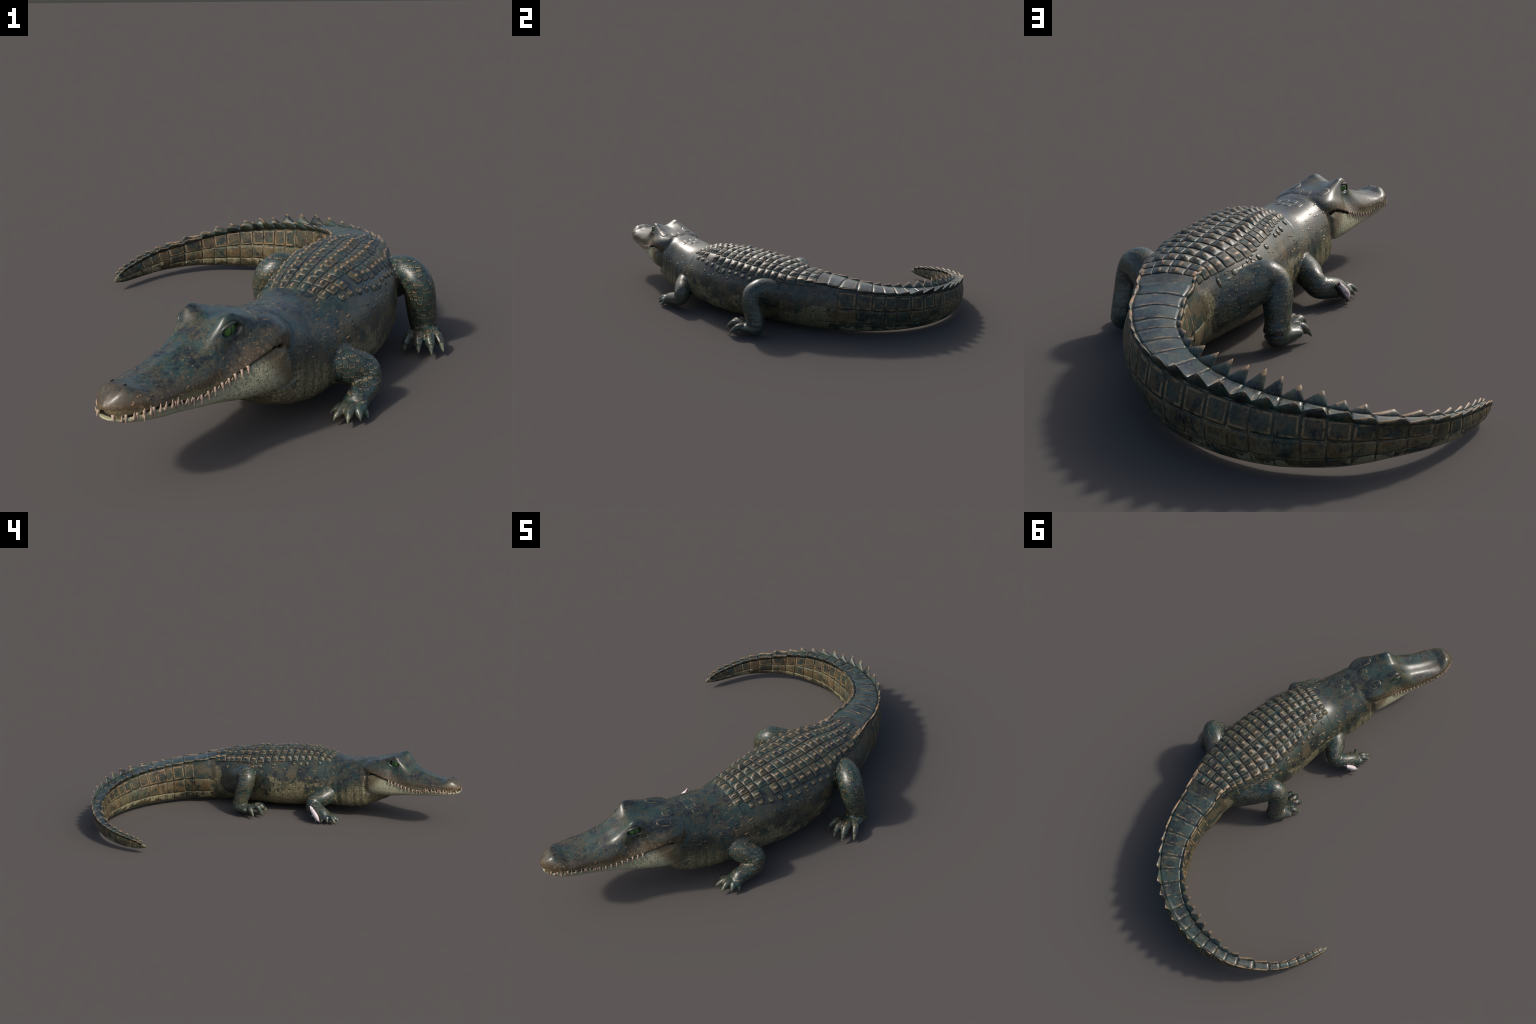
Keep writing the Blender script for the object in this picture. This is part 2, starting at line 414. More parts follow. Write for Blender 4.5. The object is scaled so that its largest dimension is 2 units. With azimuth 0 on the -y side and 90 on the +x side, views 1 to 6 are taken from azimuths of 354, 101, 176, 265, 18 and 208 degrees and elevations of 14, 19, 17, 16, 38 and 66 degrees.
class G:
    """Small node-writing helper."""
    def __init__(self, t): self.t = t
    def n(self, kind, **kw):
        x = self.t.nodes.new(kind)
        for k, v in kw.items(): setattr(x, k, v)
        return x
    def put(self, sock, val):
        if hasattr(val, "is_linked") or isinstance(val, bpy.types.NodeSocket): self.t.links.new(val, sock)
        else: sock.default_value = val
    def m(self, op, a, b=0.0, c=0.0, clamp=False):
        x = self.n("ShaderNodeMath", operation=op, use_clamp=clamp)
        self.put(x.inputs[0], a); self.put(x.inputs[1], b); self.put(x.inputs[2], c)
        return x.outputs[0]
    def ramp(self, v, a, b, lo=0.0, hi=1.0):
        x = self.n("ShaderNodeMapRange", interpolation_type="SMOOTHSTEP")
        for i, y in enumerate((v, a, b, lo, hi)): self.put(x.inputs[i], y)
        return x.outputs[0]
    def mix(self, f, a, b, kind="MIX"):
        x = self.n("ShaderNodeMix", data_type="RGBA", blend_type=kind, clamp_factor=True)
        self.put(x.inputs[0], f); self.put(x.inputs[6], a); self.put(x.inputs[7], b)
        return x.outputs[2]
    def noise(self, vec, scale, detail=3, rough=.55, dist=0.0):
        x = self.n("ShaderNodeTexNoise"); self.put(x.inputs["Vector"], vec)
        x.inputs["Scale"].default_value, x.inputs["Detail"].default_value, x.inputs["Roughness"].default_value, x.inputs["Distortion"].default_value = scale, detail, rough, dist
        return x.outputs[0]
    def vor(self, vec, scale, feature="DISTANCE_TO_EDGE", rnd=.8):
        x = self.n("ShaderNodeTexVoronoi", feature=feature); self.put(x.inputs["Vector"], vec)
        x.inputs["Scale"].default_value = scale; x.inputs["Randomness"].default_value = rnd
        return x
    def sep(self, v):
        x = self.n("ShaderNodeSeparateXYZ"); self.put(x.inputs[0], v); return x.outputs
    def comb(self, x, y, z):
        c = self.n("ShaderNodeCombineXYZ")
        for i, v in enumerate((x, y, z)): self.put(c.inputs[i], v)
        return c.outputs[0]
    def root(self):
        x = self.n("ShaderNodeTexCoord"); x.object = ROOT; return x.outputs["Object"]
    def rough(self, P, r):
        return self.m("ADD", r - .06, self.m("MULTIPLY", self.noise(P, 70, 4, .7), .14))
    def out(self, col, rough=.4, height=None, hd=.002, strength=.5, spec=.5, **kw):
        b = self.n("ShaderNodeBsdfPrincipled"); self.put(b.inputs["Base Color"], col); self.put(b.inputs["Roughness"], rough)
        b.inputs["Specular IOR Level"].default_value = spec
        for k, v in kw.items(): self.put(b.inputs[k], v)
        if height is not None:
            bp = self.n("ShaderNodeBump"); bp.inputs["Strength"].default_value = strength; bp.inputs["Distance"].default_value = hd
            self.put(bp.inputs["Height"], height); self.t.links.new(bp.outputs[0], b.inputs["Normal"])
        o = self.n("ShaderNodeOutputMaterial"); self.t.links.new(b.outputs[0], o.inputs[0])


def rgb(r, g, b): return (r, g, b, 1)


NAVY, TEAL, OLIVE = rgb(.0095, .0125, .0130), rgb(.022, .047, .039), rgb(.066, .056, .026)
BROWN, TAN, CREAM, DARK = rgb(.115, .085, .040), rgb(.34, .228, .125), rgb(.30, .27, .15), rgb(.008, .010, .010)
ROUGH, SPEC = .34, .62


def mottle(g, P, teal=.5):
    """Dark blue-green skin with teal, navy and olive patches."""
    a = g.noise(P, 13, 6, .68, .3); b = g.noise(P, 24, 5, .65, .4); c = g.noise(P, 120, 4, .65)
    col = g.mix(g.ramp(a, .44, .56), NAVY, TEAL)
    col = g.mix(g.m("MULTIPLY", g.ramp(b, .50, .58), .7), col, OLIVE)
    col = g.mix(g.m("MULTIPLY", g.ramp(c, .48, .58), .65), col, g.mix(.5, col, rgb(.068, .086, .066)))
    d = g.noise(P, 58, 5, .7, .5); col = g.mix(g.m("MULTIPLY", g.ramp(d, .55, .63), .5), col, rgb(.105, .085, .042))
    f = g.noise(P, 320, 2, .6); col = g.mix(g.m("MULTIPLY", g.ramp(f, .52, .66), .45), col, g.mix(.75, col, rgb(.004, .005, .007)))
    col = g.mix(g.m("MULTIPLY", g.ramp(c, .48, .36), .5), col, g.mix(.6, col, rgb(.004, .005, .007)))
    return col


def skin(name, kind):
    m, t = mat(name); g = G(t); P = g.root(); x, y, z = g.sep(P)[0:3]
    col = mottle(g, P)
    warp = g.noise(P, 30, 2)
    if kind == "trunk":
        # scales: small polygons, larger and paler low on the flank and throat
        Q = g.n("ShaderNodeVectorMath", operation="MULTIPLY"); g.put(Q.inputs[0], P); Q.inputs[1].default_value = (1, 1, 1.15)
        cellr = g.sep(g.vor(Q.outputs[0], 74, "F1", .62).outputs["Color"])[0]; e = g.vor(Q.outputs[0], 74, rnd=.62).outputs[0]; e2 = g.vor(Q.outputs[0], 130).outputs[0]
        pale_n = g.noise(P, 6.5, 4, .6, .6)
        # belly and throat
        belly = g.ramp(g.m("ADD", g.m("ADD", z, g.m("MULTIPLY", g.m("SUBTRACT", pale_n, .5), .55)), g.m("MULTIPLY", cellr, -.02)), .135, .095)
        front = g.ramp(g.m("ADD", g.m("MULTIPLY", x, -.447), g.m("MULTIPLY", y, -.894)), .42, .52)      # throat
        throat = g.m("MULTIPLY", front, g.ramp(g.m("ADD", z, g.m("MULTIPLY", g.m("SUBTRACT", pale_n, .5), .12)), .215, .13))
        brown = g.m("MULTIPLY", g.ramp(g.m("ADD", g.noise(P, 8.5, 4, .65, .4), g.m("MULTIPLY", cellr, .06)), .53, .585), g.ramp(z, .30, .22))
        col = g.mix(g.m("MULTIPLY", brown, .7), col, BROWN)
        pale = g.mix(g.m("ADD", g.m("MULTIPLY", cellr, .6), g.m("MULTIPLY", g.noise(P, 40, 3), .4)), rgb(.13, .110, .055), rgb(.30, .265, .15))
        light = g.m("MAXIMUM", belly, throat)
        blot = g.ramp(g.m("ADD", g.noise(P, 13, 4, .65, .5), g.m("MULTIPLY", cellr, .05)), .56, .60)
        light = g.m("MULTIPLY", light, g.m("SUBTRACT", 1.0, g.m("MULTIPLY", blot, g.m("SUBTRACT", .75, g.m("MULTIPLY", front, .55)))))
        col = g.mix(g.m("MULTIPLY", light, .92), col, pale)
        sz = g.ramp(z, .27, .22)
        line = g.m("MULTIPLY", g.ramp(e, .085, .015), g.m("ADD", g.m("ADD", .25, g.m("MULTIPLY", sz, .30)), g.m("MULTIPLY", light, .35)), clamp=True)
        fine = g.m("MULTIPLY", g.ramp(e2, .12, .02), .35)
        och = g.m("MULTIPLY", g.m("MULTIPLY", g.ramp(e, .08, .12), g.ramp(e, .26, .16)), g.ramp(g.noise(P, 34, 3), .46, .60))
        col = g.mix(g.m("MULTIPLY", g.m("MULTIPLY", och, g.ramp(cellr, .35, .6)), .55), col, BROWN)
        col = g.mix(line, col, DARK); col = g.mix(fine, col, DARK)
        h = g.m("ADD", g.m("MULTIPLY", g.ramp(e, 0, .12), g.m("ADD", .25, sz)), g.m("MULTIPLY", g.ramp(e2, 0, .15), .35))
        g.out(col, g.rough(P, ROUGH), h, .0012, .20, SPEC)
    elif kind == "limb":
        Q = g.n("ShaderNodeVectorMath", operation="MULTIPLY"); g.put(Q.inputs[0], P); Q.inputs[1].default_value = (1, 1, 1.35)
        v = g.vor(Q.outputs[0], 58, "DISTANCE_TO_EDGE", .55); e = v.outputs[0]
        f1 = g.vor(Q.outputs[0], 58, "F1", .55)
        cell = g.sep(f1.outputs["Color"])
        col = g.mix(g.m("MULTIPLY", cell[0], .8), col, g.mix(.75, col, rgb(.030, .068, .058)))
        # tan crescents on the lower rim of many scales
        loc = g.n("ShaderNodeVectorMath", operation="SUBTRACT"); g.put(loc.inputs[0], Q.outputs[0]); g.put(loc.inputs[1], f1.outputs["Position"])
        lowr = g.ramp(g.sep(loc.outputs[0])[2], .002, -.004)
        rim = g.m("MULTIPLY", g.ramp(e, .07, .12), g.ramp(e, .24, .17))
        rim = g.m("MULTIPLY", g.m("MULTIPLY", rim, g.m("ADD", .06, g.m("MULTIPLY", lowr, .94))), g.ramp(g.m("ADD", g.m("MULTIPLY", cell[1], .6), g.m("MULTIPLY", g.noise(P, 60, 2), .5)), .38, .62))
        toes = g.ramp(z, .030, .060)
        col = g.mix(g.m("MULTIPLY", g.m("MULTIPLY", rim, toes), .85), col, g.mix(.35, TAN, BROWN))
        inner = g.m("MULTIPLY", g.ramp(g.noise(P, 11, 3), .50, .62), .5)
        col = g.mix(g.m("MULTIPLY", inner, .55), col, BROWN)
        col = g.mix(g.m("MULTIPLY", g.m("MULTIPLY", g.ramp(e, .075, .015), toes), .8), col, DARK)
        h = g.m("MULTIPLY", g.ramp(e, 0, .16), toes)
        g.out(col, g.rough(P, ROUGH), h, .0012, .15, SPEC)
    elif kind == "head":
        q = g.m("ADD", g.m("MULTIPLY", g.m("SUBTRACT", x, EYE0[0]), HD[0]), g.m("MULTIPLY", g.m("SUBTRACT", y, EYE0[1]), HD[1]))
        # height above the lip line, falling towards the snout
        rise = g.m("ADD", g.m("SUBTRACT", z, .205), g.m("MULTIPLY", g.ramp(q, .10, -.10), -.05))
        n1 = g.noise(P, 28, 4, .65, .3)
        lip = g.ramp(g.m("ADD", rise, g.m("MULTIPLY", g.m("SUBTRACT", n1, .5), .07)), .058, .012)
        warm = g.mix(g.noise(P, 60, 4, .7), rgb(.045, .034, .018), rgb(.15, .098, .050))
        col = g.mix(g.m("MULTIPLY", lip, .9), col, warm)
        pl = g.m("MULTIPLY", g.ramp(g.m("ADD", rise, g.m("MULTIPLY", g.m("SUBTRACT", n1, .5), .02)), .020, .002), g.ramp(q, -.02, .1))
        col = g.mix(g.m("MULTIPLY", pl, .75), col, rgb(.22, .20, .11))
        WP = g.n("ShaderNodeVectorMath", operation="ADD"); g.put(WP.inputs[0], P); g.put(WP.inputs[1], g.comb(g.m("MULTIPLY", g.noise(P, 90, 2), .014), g.m("MULTIPLY", g.noise(P, 70, 2), .014), 0.0))
        d = g.vor(WP.outputs[0], 95, "F1", 1.0)
        dot = g.m("MULTIPLY", g.ramp(d.outputs["Distance"], .36, .20), g.ramp(g.sep(d.outputs["Color"])[0], .60, .75))
        dot = g.m("MULTIPLY", dot, g.ramp(q, -.03, .05))
        col = g.mix(g.m("MULTIPLY", dot, .25), col, g.mix(.6, TAN, BROWN))
        e = g.vor(P, 85, rnd=.6).outputs[0]; fc = g.sep(g.vor(P, 85, "F1", .6).outputs["Color"])[0]; fine = g.noise(P, 190, 3, .7)
        blob = g.m("MULTIPLY", g.m("MULTIPLY", g.ramp(e, .10, .25), lip), g.ramp(fc, .45, .8))
        col = g.mix(g.m("MULTIPLY", blob, .6), col, rgb(.22, .145, .072))
        col = g.mix(g.m("MULTIPLY", g.m("MULTIPLY", g.ramp(e, .10, .01), lip), .45), col, DARK)
        col = g.mix(g.m("MULTIPLY", g.ramp(fine, .52, .70), .5), col, DARK)
        nose = g.ramp(q, .27, .31)
        col = g.mix(g.m("MULTIPLY", g.m("MULTIPLY", nose, g.ramp(n1, .35, .6)), .45), col, warm)
        h = g.m("ADD", g.m("MULTIPLY", g.ramp(e, 0, .14), g.m("MULTIPLY", lip, .8)), g.m("MULTIPLY", fine, .25))
        g.out(col, g.rough(P, ROUGH), h, .0010, .26, SPEC)
    elif kind == "jaw":
        q = g.m("ADD", g.m("MULTIPLY", g.m("SUBTRACT", x, EYE0[0]), HD[0]), g.m("MULTIPLY", g.m("SUBTRACT", y, EYE0[1]), HD[1]))
        base = g.mix(g.noise(P, 24, 3), rgb(.30, .285, .18), rgb(.44, .42, .28))
        speck = g.ramp(g.noise(P, 150, 4, .75), .52, .62)
        zone = g.m("MULTIPLY", g.ramp(g.m("ADD", q, g.m("MULTIPLY", g.noise(P, 20, 2), .1)), .20, .02), .75)
        base = g.mix(g.m("MULTIPLY", speck, g.m("ADD", zone, .10)), base, rgb(.035, .045, .035))
        corner = g.ramp(g.m("ADD", q, g.m("MULTIPLY", g.m("SUBTRACT", .25, z), .9)), -.02, -.085)
        base = g.mix(g.m("MULTIPLY", corner, .9), base, g.mix(g.noise(P, 50, 3), rgb(.05, .037, .018), rgb(.17, .12, .06)))
        e = g.vor(P, 70, rnd=.6).outputs[0]
        base = g.mix(g.m("MULTIPLY", g.ramp(e, .07, .01), .22), base, rgb(.05, .05, .035))
        g.out(base, ROUGH + .10, g.m("ADD", g.ramp(e, 0, .12), g.m("MULTIPLY", speck, -.3)), .0012, .35, .4)
    return m


M_TRUNK, M_LIMB, M_HEAD, M_JAW = skin("trunk_skin", "trunk"), skin("limb_skin", "limb"), skin("head_skin", "head"), skin("jaw_skin", "jaw")


def plate_mat(name, kind, rim_k=1.0, pale_k=0.0):
    m, t = mat(name); g = G(t); P = g.root(); x, y, z = g.sep(P)[0:3]
    tc = g.n("ShaderNodeTexCoord"); gx, gy, gz = g.sep(tc.outputs["Generated"])[0:3]
    rnd = g.n("ShaderNodeObjectInfo").outputs["Random"]
    col = mottle(g, P)
    wob = g.m("MULTIPLY", g.m("SUBTRACT", g.noise(P, 75, 3, .6), .5), .16)
    ex = g.m("MULTIPLY", g.m("ABSOLUTE", g.m("SUBTRACT", gx, .5)), 2.0); ey = g.m("MULTIPLY", g.m("ABSOLUTE", g.m("SUBTRACT", gy, .5)), 2.0)
    edge = g.m("MAXIMUM", ex, ey)
    edge_w = g.m("ADD", edge, wob)
    streak = g.noise(P, 140, 3, .7)
    if kind == "scute":
        col = g.mix(g.m("MULTIPLY", g.ramp(g.noise(P, 16, 3), .47, .60), .55), col, rgb(.060, .055, .030))
        rim = g.m("MULTIPLY", g.m("MULTIPLY", g.ramp(edge_w, .60, .70), g.ramp(edge_w, .84, .76)), g.ramp(g.noise(P, 45, 2), .44, .60))
        col = g.mix(g.m("MULTIPLY", rim, .7), col, rgb(.20, .125, .062))
        keel = g.m("MULTIPLY", g.ramp(g.m("ADD", gz, g.m("MULTIPLY", wob, .8)), .66, .84), g.ramp(ey, .22, .10))
        col = g.mix(g.m("MULTIPLY", keel, .85), col, g.mix(streak, TAN, rgb(.28, .165, .085)))
        col = g.mix(g.m("MAXIMUM", g.ramp(ex, .92, .97), g.m("MULTIPLY", g.ramp(ey, .94, .99), .35)), col, DARK)
        h = g.m("ADD", g.m("MULTIPLY", g.noise(P, 110, 3), .6), g.m("MULTIPLY", rim, .5))
    elif kind == "flat":
        rim = g.m("MULTIPLY", g.m("MULTIPLY", g.ramp(edge_w, .70, .78), g.ramp(edge_w, .92, .85)), g.ramp(g.noise(P, 40, 2), .40, .52))
        col = g.mix(g.m("MULTIPLY", rim, .8), col, g.mix(streak, rgb(.30, .19, .095), rgb(.16, .10, .05)))
        col = g.mix(g.ramp(edge, .93, .99), col, DARK)
        h = g.m("ADD", g.m("MULTIPLY", g.noise(P, 110, 3), .6), g.m("MULTIPLY", rim, .5))
    elif kind == "side":
        # gx along the tail, gy up
        big = g.m("ADD", g.noise(P, 11, 5, .7, .8), g.m("MULTIPLY", g.m("SUBTRACT", rnd, .5), .12))
        V = g.n("ShaderNodeVectorMath", operation="MULTIPLY"); g.put(V.inputs[0], P); V.inputs[1].default_value = (1, 1, .35)
        vert = g.noise(V.outputs[0], 95, 4, .7, .4)
        brownish = g.mix(vert, rgb(.050, .036, .016), rgb(.20, .130, .058))
        patch = g.m("MULTIPLY", g.ramp(g.m("ADD", big, g.m("MULTIPLY", g.m("SUBTRACT", vert, .5), .25)), .45, .57), .5 if pale_k == 0 else .8 if pale_k < 1 else .45)
        col = g.mix(patch, col, brownish)
        palecol = g.mix(g.noise(P, 60, 4, .7), rgb(.15, .135, .075), rgb(.40, .36, .215))
        pm = g.ramp(g.m("ADD", g.m("ADD", g.noise(P, 15, 5, .7, .7), g.m("MULTIPLY", g.m("SUBTRACT", vert, .5), .22)), g.m("MULTIPLY", g.m("SUBTRACT", .5, gy), .16)), .47, .56)
        col = g.mix(g.m("MULTIPLY", pm, .9*pale_k), col, palecol)
        keep = g.ramp(g.m("ADD", g.noise(P, 26, 3), g.m("MULTIPLY", g.m("SUBTRACT", rnd, .5), .10)), .40, .54)
        w1 = g.m("ADD", .60, g.m("MULTIPLY", rnd, .10))
        rim = g.m("MULTIPLY", g.m("MULTIPLY", g.ramp(g.m("SUBTRACT", edge_w, w1), 0, .08), g.ramp(edge_w, .90, .80)), keep)
        tanrim = g.mix(streak, rgb(.33, .215, .110), rgb(.18, .115, .055))
        col = g.mix(g.m("MULTIPLY", rim, .85*rim_k), col, tanrim)
        col = g.mix(g.m("MULTIPLY", g.ramp(streak, .50, .66), .55), col, NAVY)
        col = g.mix(g.m("MULTIPLY", g.ramp(edge, .935, .985), .9), col, DARK)
        h = g.m("ADD", g.m("MULTIPLY", streak, .5), g.m("MULTIPLY", rim, .4*rim_k))
    elif kind == "band":
        # gx along the tail
        col = g.mix(g.m("MULTIPLY", g.ramp(streak, .45, .65), .4), col, rgb(.035, .065, .062))
        wob2 = g.m("MULTIPLY", g.m("SUBTRACT", g.noise(P, 45, 2), .5), .12); gxx = g.m("ADD", gx, wob2)
        l1 = g.m("MULTIPLY", g.ramp(gxx, .78, .82), g.ramp(gxx, .89, .85))
        l2 = g.m("MULTIPLY", g.m("MULTIPLY", g.ramp(gxx, .09, .12), g.ramp(gxx, .20, .16)), g.ramp(g.noise(P, 40, 2), .46, .56))
        l = g.m("MULTIPLY", g.m("MULTIPLY", g.m("MAXIMUM", l1, l2), g.ramp(g.noise(P, 33, 3), .42, .56)), g.ramp(ey, .80, .62))
        col = g.mix(g.m("MULTIPLY", l, .75), col, g.mix(.3, TAN, BROWN))
        col = g.mix(g.m("MULTIPLY", g.m("MAXIMUM", g.ramp(gx, .965, .99), g.ramp(gx, .025, .005)), .55), col, DARK)
        h = g.m("ADD", streak, g.m("MULTIPLY", l, .6))
    elif kind == "blade":
        tipm = g.ramp(g.m("ADD", gz, g.m("MULTIPLY", g.m("SUBTRACT", g.noise(P, 60, 3), .5), .7)), .70, 1.0)
        col = g.mix(g.m("MULTIPLY", tipm, .92), col, g.mix(streak, TAN, rgb(.32, .19, .10)))
        h = streak
    g.out(col, {'scute': .42, 'side': .46, 'flat': .36, 'band': .34, 'blade': .42}[kind], h, .0010, .20, {'scute': .50, 'side': .38, 'flat': SPEC, 'band': .7, 'blade': .45}[kind])
    return m


M_SCUTE, M_BAND, M_BLADE = (plate_mat(n, k) for n, k in (("scute_horn", "scute"), ("tail_band_horn", "band"), ("crest_horn", "blade")))
M_FLAT = plate_mat("shield_horn", "flat")
M_SIDE = [plate_mat("tail_plate_upper", "side", 1.0, 0.0), plate_mat("tail_plate_middle", "side", .30, .25), plate_mat("tail_plate_lower", "side", .12, 1.0)]


def plain(name, a, b, rough, scale=40, spec=.5, bumph=.2):
    m, t = mat(name); g = G(t); P = g.root(); n = g.noise(P, scale, 3)
    g.out(g.mix(g.ramp(n, .35, .65), a, b), rough, n, .001, bumph, spec); return m


M_DOT = plain("snout_scale_horn", rgb(.085, .060, .030), rgb(.20, .125, .065), ROUGH, 55)
M_FLECK = plain("small_scale_horn", rgb(.13, .085, .045), rgb(.28, .18, .095), ROUGH, 70)
M_TOOTH = plain("tooth_enamel", rgb(.50, .37, .28), rgb(.36, .25, .18), .35, 60)
M_CLAW = plain("claw_horn", rgb(.035, .060, .052), rgb(.16, .155, .10), .28, 90)
M_MOUTH = plain("mouth_lining", rgb(.006, .005, .004), rgb(.012, .008, .006), .6)
M_LID = plain("eyelid_skin", rgb(.020, .030, .030), rgb(.060, .058, .036), .35, 90)


def eye_mat():
    m, t = mat("eye_iris"); g = G(t); tc = g.n("ShaderNodeTexCoord").outputs["Object"]; x, y, z = g.sep(tc)[0:3]
    n = g.noise(tc, 160, 3); r = g.m("SQRT", g.m("ADD", g.m("POWER", x, 2.0), g.m("POWER", z, 2.0)))
    iris = g.mix(n, rgb(.030, .11, .018), rgb(.085, .24, .040))
    iris = g.mix(g.ramp(r, .013, .024), iris, rgb(.012, .040, .010))
    slit = g.ramp(g.m("ADD", g.m("ABSOLUTE", x), g.m("MULTIPLY", g.m("POWER", z, 2.0), 9.0)), .0034, .0016)
    g.out(g.mix(slit, iris, DARK), .12, None, spec=.6, **{"Coat Weight": .6, "Coat Roughness": .05}); return m


M_EYE = eye_mat()

# ------------------------------------------------------------------ skin parts
MATS = {"tail": M_TRUNK, "torso": M_TRUNK, "neck": M_TRUNK, "head": M_HEAD, "lower_jaw": M_JAW}
order = ["tail", "torso", "neck", "head", "lower_jaw", *LIMBS]
code = {n: i for i, n in enumerate(order)}; VC = np.array([code[r] for r in VR])
fv = np.stack([BLI[starts + j] for j in range(4)], 1)
fc = np.array([np.bincount(c).argmax() for c in VC[fv]])
PART = {}
for n in order:
    sel = fv[fc == code[n]]; used, inv = np.unique(sel, return_inverse=True)
    me = bpy.data.meshes.new(n.split("_l")[0] if n.startswith("fore") else n)
    me.from_pydata(BV[used].tolist(), [], inv.reshape(-1, 4).tolist())
    me.polygons.foreach_set("use_smooth", [True]*len(me.polygons))
    me.materials.append(MATS.get(n, M_LIMB))
    me.normals_split_custom_set_from_vertices(BN[used].tolist())
    nm = "forelimb" if n.startswith("fore") else "hindlimb" if n.startswith("hind") else n
    o = bpy.data.objects.new(nm, me); SC.objects.link(o); o.parent = ROOT; PART[n] = o


# ------------------------------------------------------------------ plates that lie on the trunk
def plate(name, s0, s1, u0, u1, height, material, parent, nx=9, ny=9, sink=.003, raise_=.0018, round_=.0, surf=None, norm=None, soft=.86):
    """Horny plate over s0..s1, u0..u1; height(fx, fy) in metres above the skin, fx, fy in -1..1."""
    fx = np.linspace(-1, 1, nx); fy = np.linspace(-1, 1, ny)
    X, Y = np.meshgrid(fx, fy, indexing="ij")
    if round_:
        k = 1 - round_*(X**2)*(Y**2); X2, Y2 = X*k, Y*k
    else: X2, Y2 = X, Y
    s = (s0 + s1)/2 + X2*(s1 - s0)/2; u = (u0 + u1)/2 + Y2*(u1 - u0)/2
    P = (surf or trunk)(s, u); N = (norm or trunk_n)(s, u)
    ed = np.maximum(np.abs(X), np.abs(Y)); top = raise_*(1 - smooth(soft, 1.0, ed)) + height(X, Y)
    A = P + N*top[..., None]
    # frame
    c = A[nx//2, ny//2] - N[nx//2, ny//2]*top[nx//2, ny//2]
    zx = N[nx//2, ny//2]; tx = P[-1, ny//2] - P[0, ny//2]; tx = tx - zx*(tx @ zx); tx /= np.linalg.norm(tx); ty = np.cross(zx, tx)
    M = Matrix(((tx[0], ty[0], zx[0], c[0]), (tx[1], ty[1], zx[1], c[1]), (tx[2], ty[2], zx[2], c[2]), (0, 0, 0, 1)))
    Rm = np.stack([tx, ty, zx], 1)
    V = list((A.reshape(-1, 3) - c) @ Rm)
    idx = np.arange(nx*ny).reshape(nx, ny); F = [(idx[i, j], idx[i+1, j], idx[i+1, j+1], idx[i, j+1]) for i in range(nx-1) for j in range(ny-1)]
    ring = [idx[i, 0] for i in range(nx)] + [idx[nx-1, j] for j in range(1, ny)] + [idx[i, ny-1] for i in range(nx-2, -1, -1)] + [idx[0, j] for j in range(ny-2, 0, -1)]
    Bp = (P - N*sink).reshape(-1, 3); base = len(V)
    V += [(Bp[r] - c) @ Rm for r in ring]; k = len(ring)
    for i in range(k): F.append((ring[i], base + i, base + (i+1) % k, ring[(i+1) % k]))
    F.append(tuple(base + i for i in range(k)))
    return mesh_object(name, V, F, material, parent, matrix=M, flat_last=k + 1)


TORSO, TAIL, NECK, HEAD, JAW = PART["torso"], PART["tail"], PART["neck"], PART["head"], PART["lower_jaw"]


def lat_u(s, lat):
    """Section parameter at which the back lies 'lat' to the left of the middle line."""
    u = np.linspace(.02, .48, 200); P = trunk(np.full(200, s), u); c = cubic(s, ST[:, 0], ST[:, 1:3])[0]
    a = trunk(np.array([s]), np.array([.01]))[0, :2] - c; a /= np.linalg.norm(a)
    d = (P[:, :2] - c) @ a
    return float(np.interp(-lat, -d, u))


# back scutes: six keeled columns in close rows
row_s, s = [], -.815
while s < -.075:
    row_s.append(s); s += float(np.interp(s, [-.82, -.60, -.30, -.08], [.0385, .041, .0445, .040]))
row_s.append(s)
for i in range(len(row_s) - 1):
    a, b = row_s[i], row_s[i+1]; mid = (a + b)/2
    wid = float(np.interp(mid, [-.82, -.70, -.55, -.35, -.20, -.05], [.085, .118, .148, .160, .128, .088]))
    cols = np.array([0, .36, .70, 1.0])*wid
    ncol = 3 if -.74 < mid < -.22 else (2 if mid > -.14 else 3)
    if ncol == 2: cols = np.array([0, .50, 1.0])*wid
    for side in (1, -1):
        if random.random() < .55 and -.78 < mid < -.16:
            u0, u1 = sorted((lat_u(mid, side*(wid + .006)), lat_u(mid, side*(wid + .006 + random.uniform(.010, .018)))))
            plate("flank_scute", a + .010, b - .008, u0, u1, lambda X, Y: .004*np.clip(1 - np.abs(X)**1.3, 0, 1)*np.clip(1 - np.abs(Y), 0, 1), M_SCUTE, TORSO, 9, 9, round_=.25, raise_=.0012)
        for c in range(ncol):
            if c == ncol - 1 and random.random() < .03: continue
            l0, l1 = cols[c] + .0004, cols[c+1] - .0004
            u0, u1 = sorted((lat_u(mid, side*l0), lat_u(mid, side*l1)))
            H = [.0105, .0118, .0095][c]*random.uniform(.55, 1.2)*float(np.interp(mid, [-.82, -.7, -.3, -.14, -.06], [.75, 1, 1, .75, .45]))
            off = random.uniform(-.1, .25); sy = random.uniform(-.12, .12)
            slope = random.uniform(1.0, 1.25); span = random.uniform(.85, 1.0)
            def hgt(X, Y, H=H, off=off, sy=sy, slope=slope, span=span):
                dx = np.abs(X - off)/np.where(X > off, 1 - off, 1 + off); dy = np.abs(Y - sy)/np.where(Y > sy, 1 - sy, 1 + sy)
                dx = np.clip((dx - .12)/.88, 0, 1); dy = np.clip(dy/span, 0, 1)
                return H*np.clip(1 - dx**1.1, 0, 1)*np.clip(1 - dy, 0, 1)**slope
            j0, j1 = random.uniform(0, .0012), random.uniform(0, .0012)
            plate("back_scute", a + .0006 + j0, b - .0006 - j1, u0, u1, hgt, M_SCUTE, TORSO, 11, 13, round_=.06, raise_=.0007)

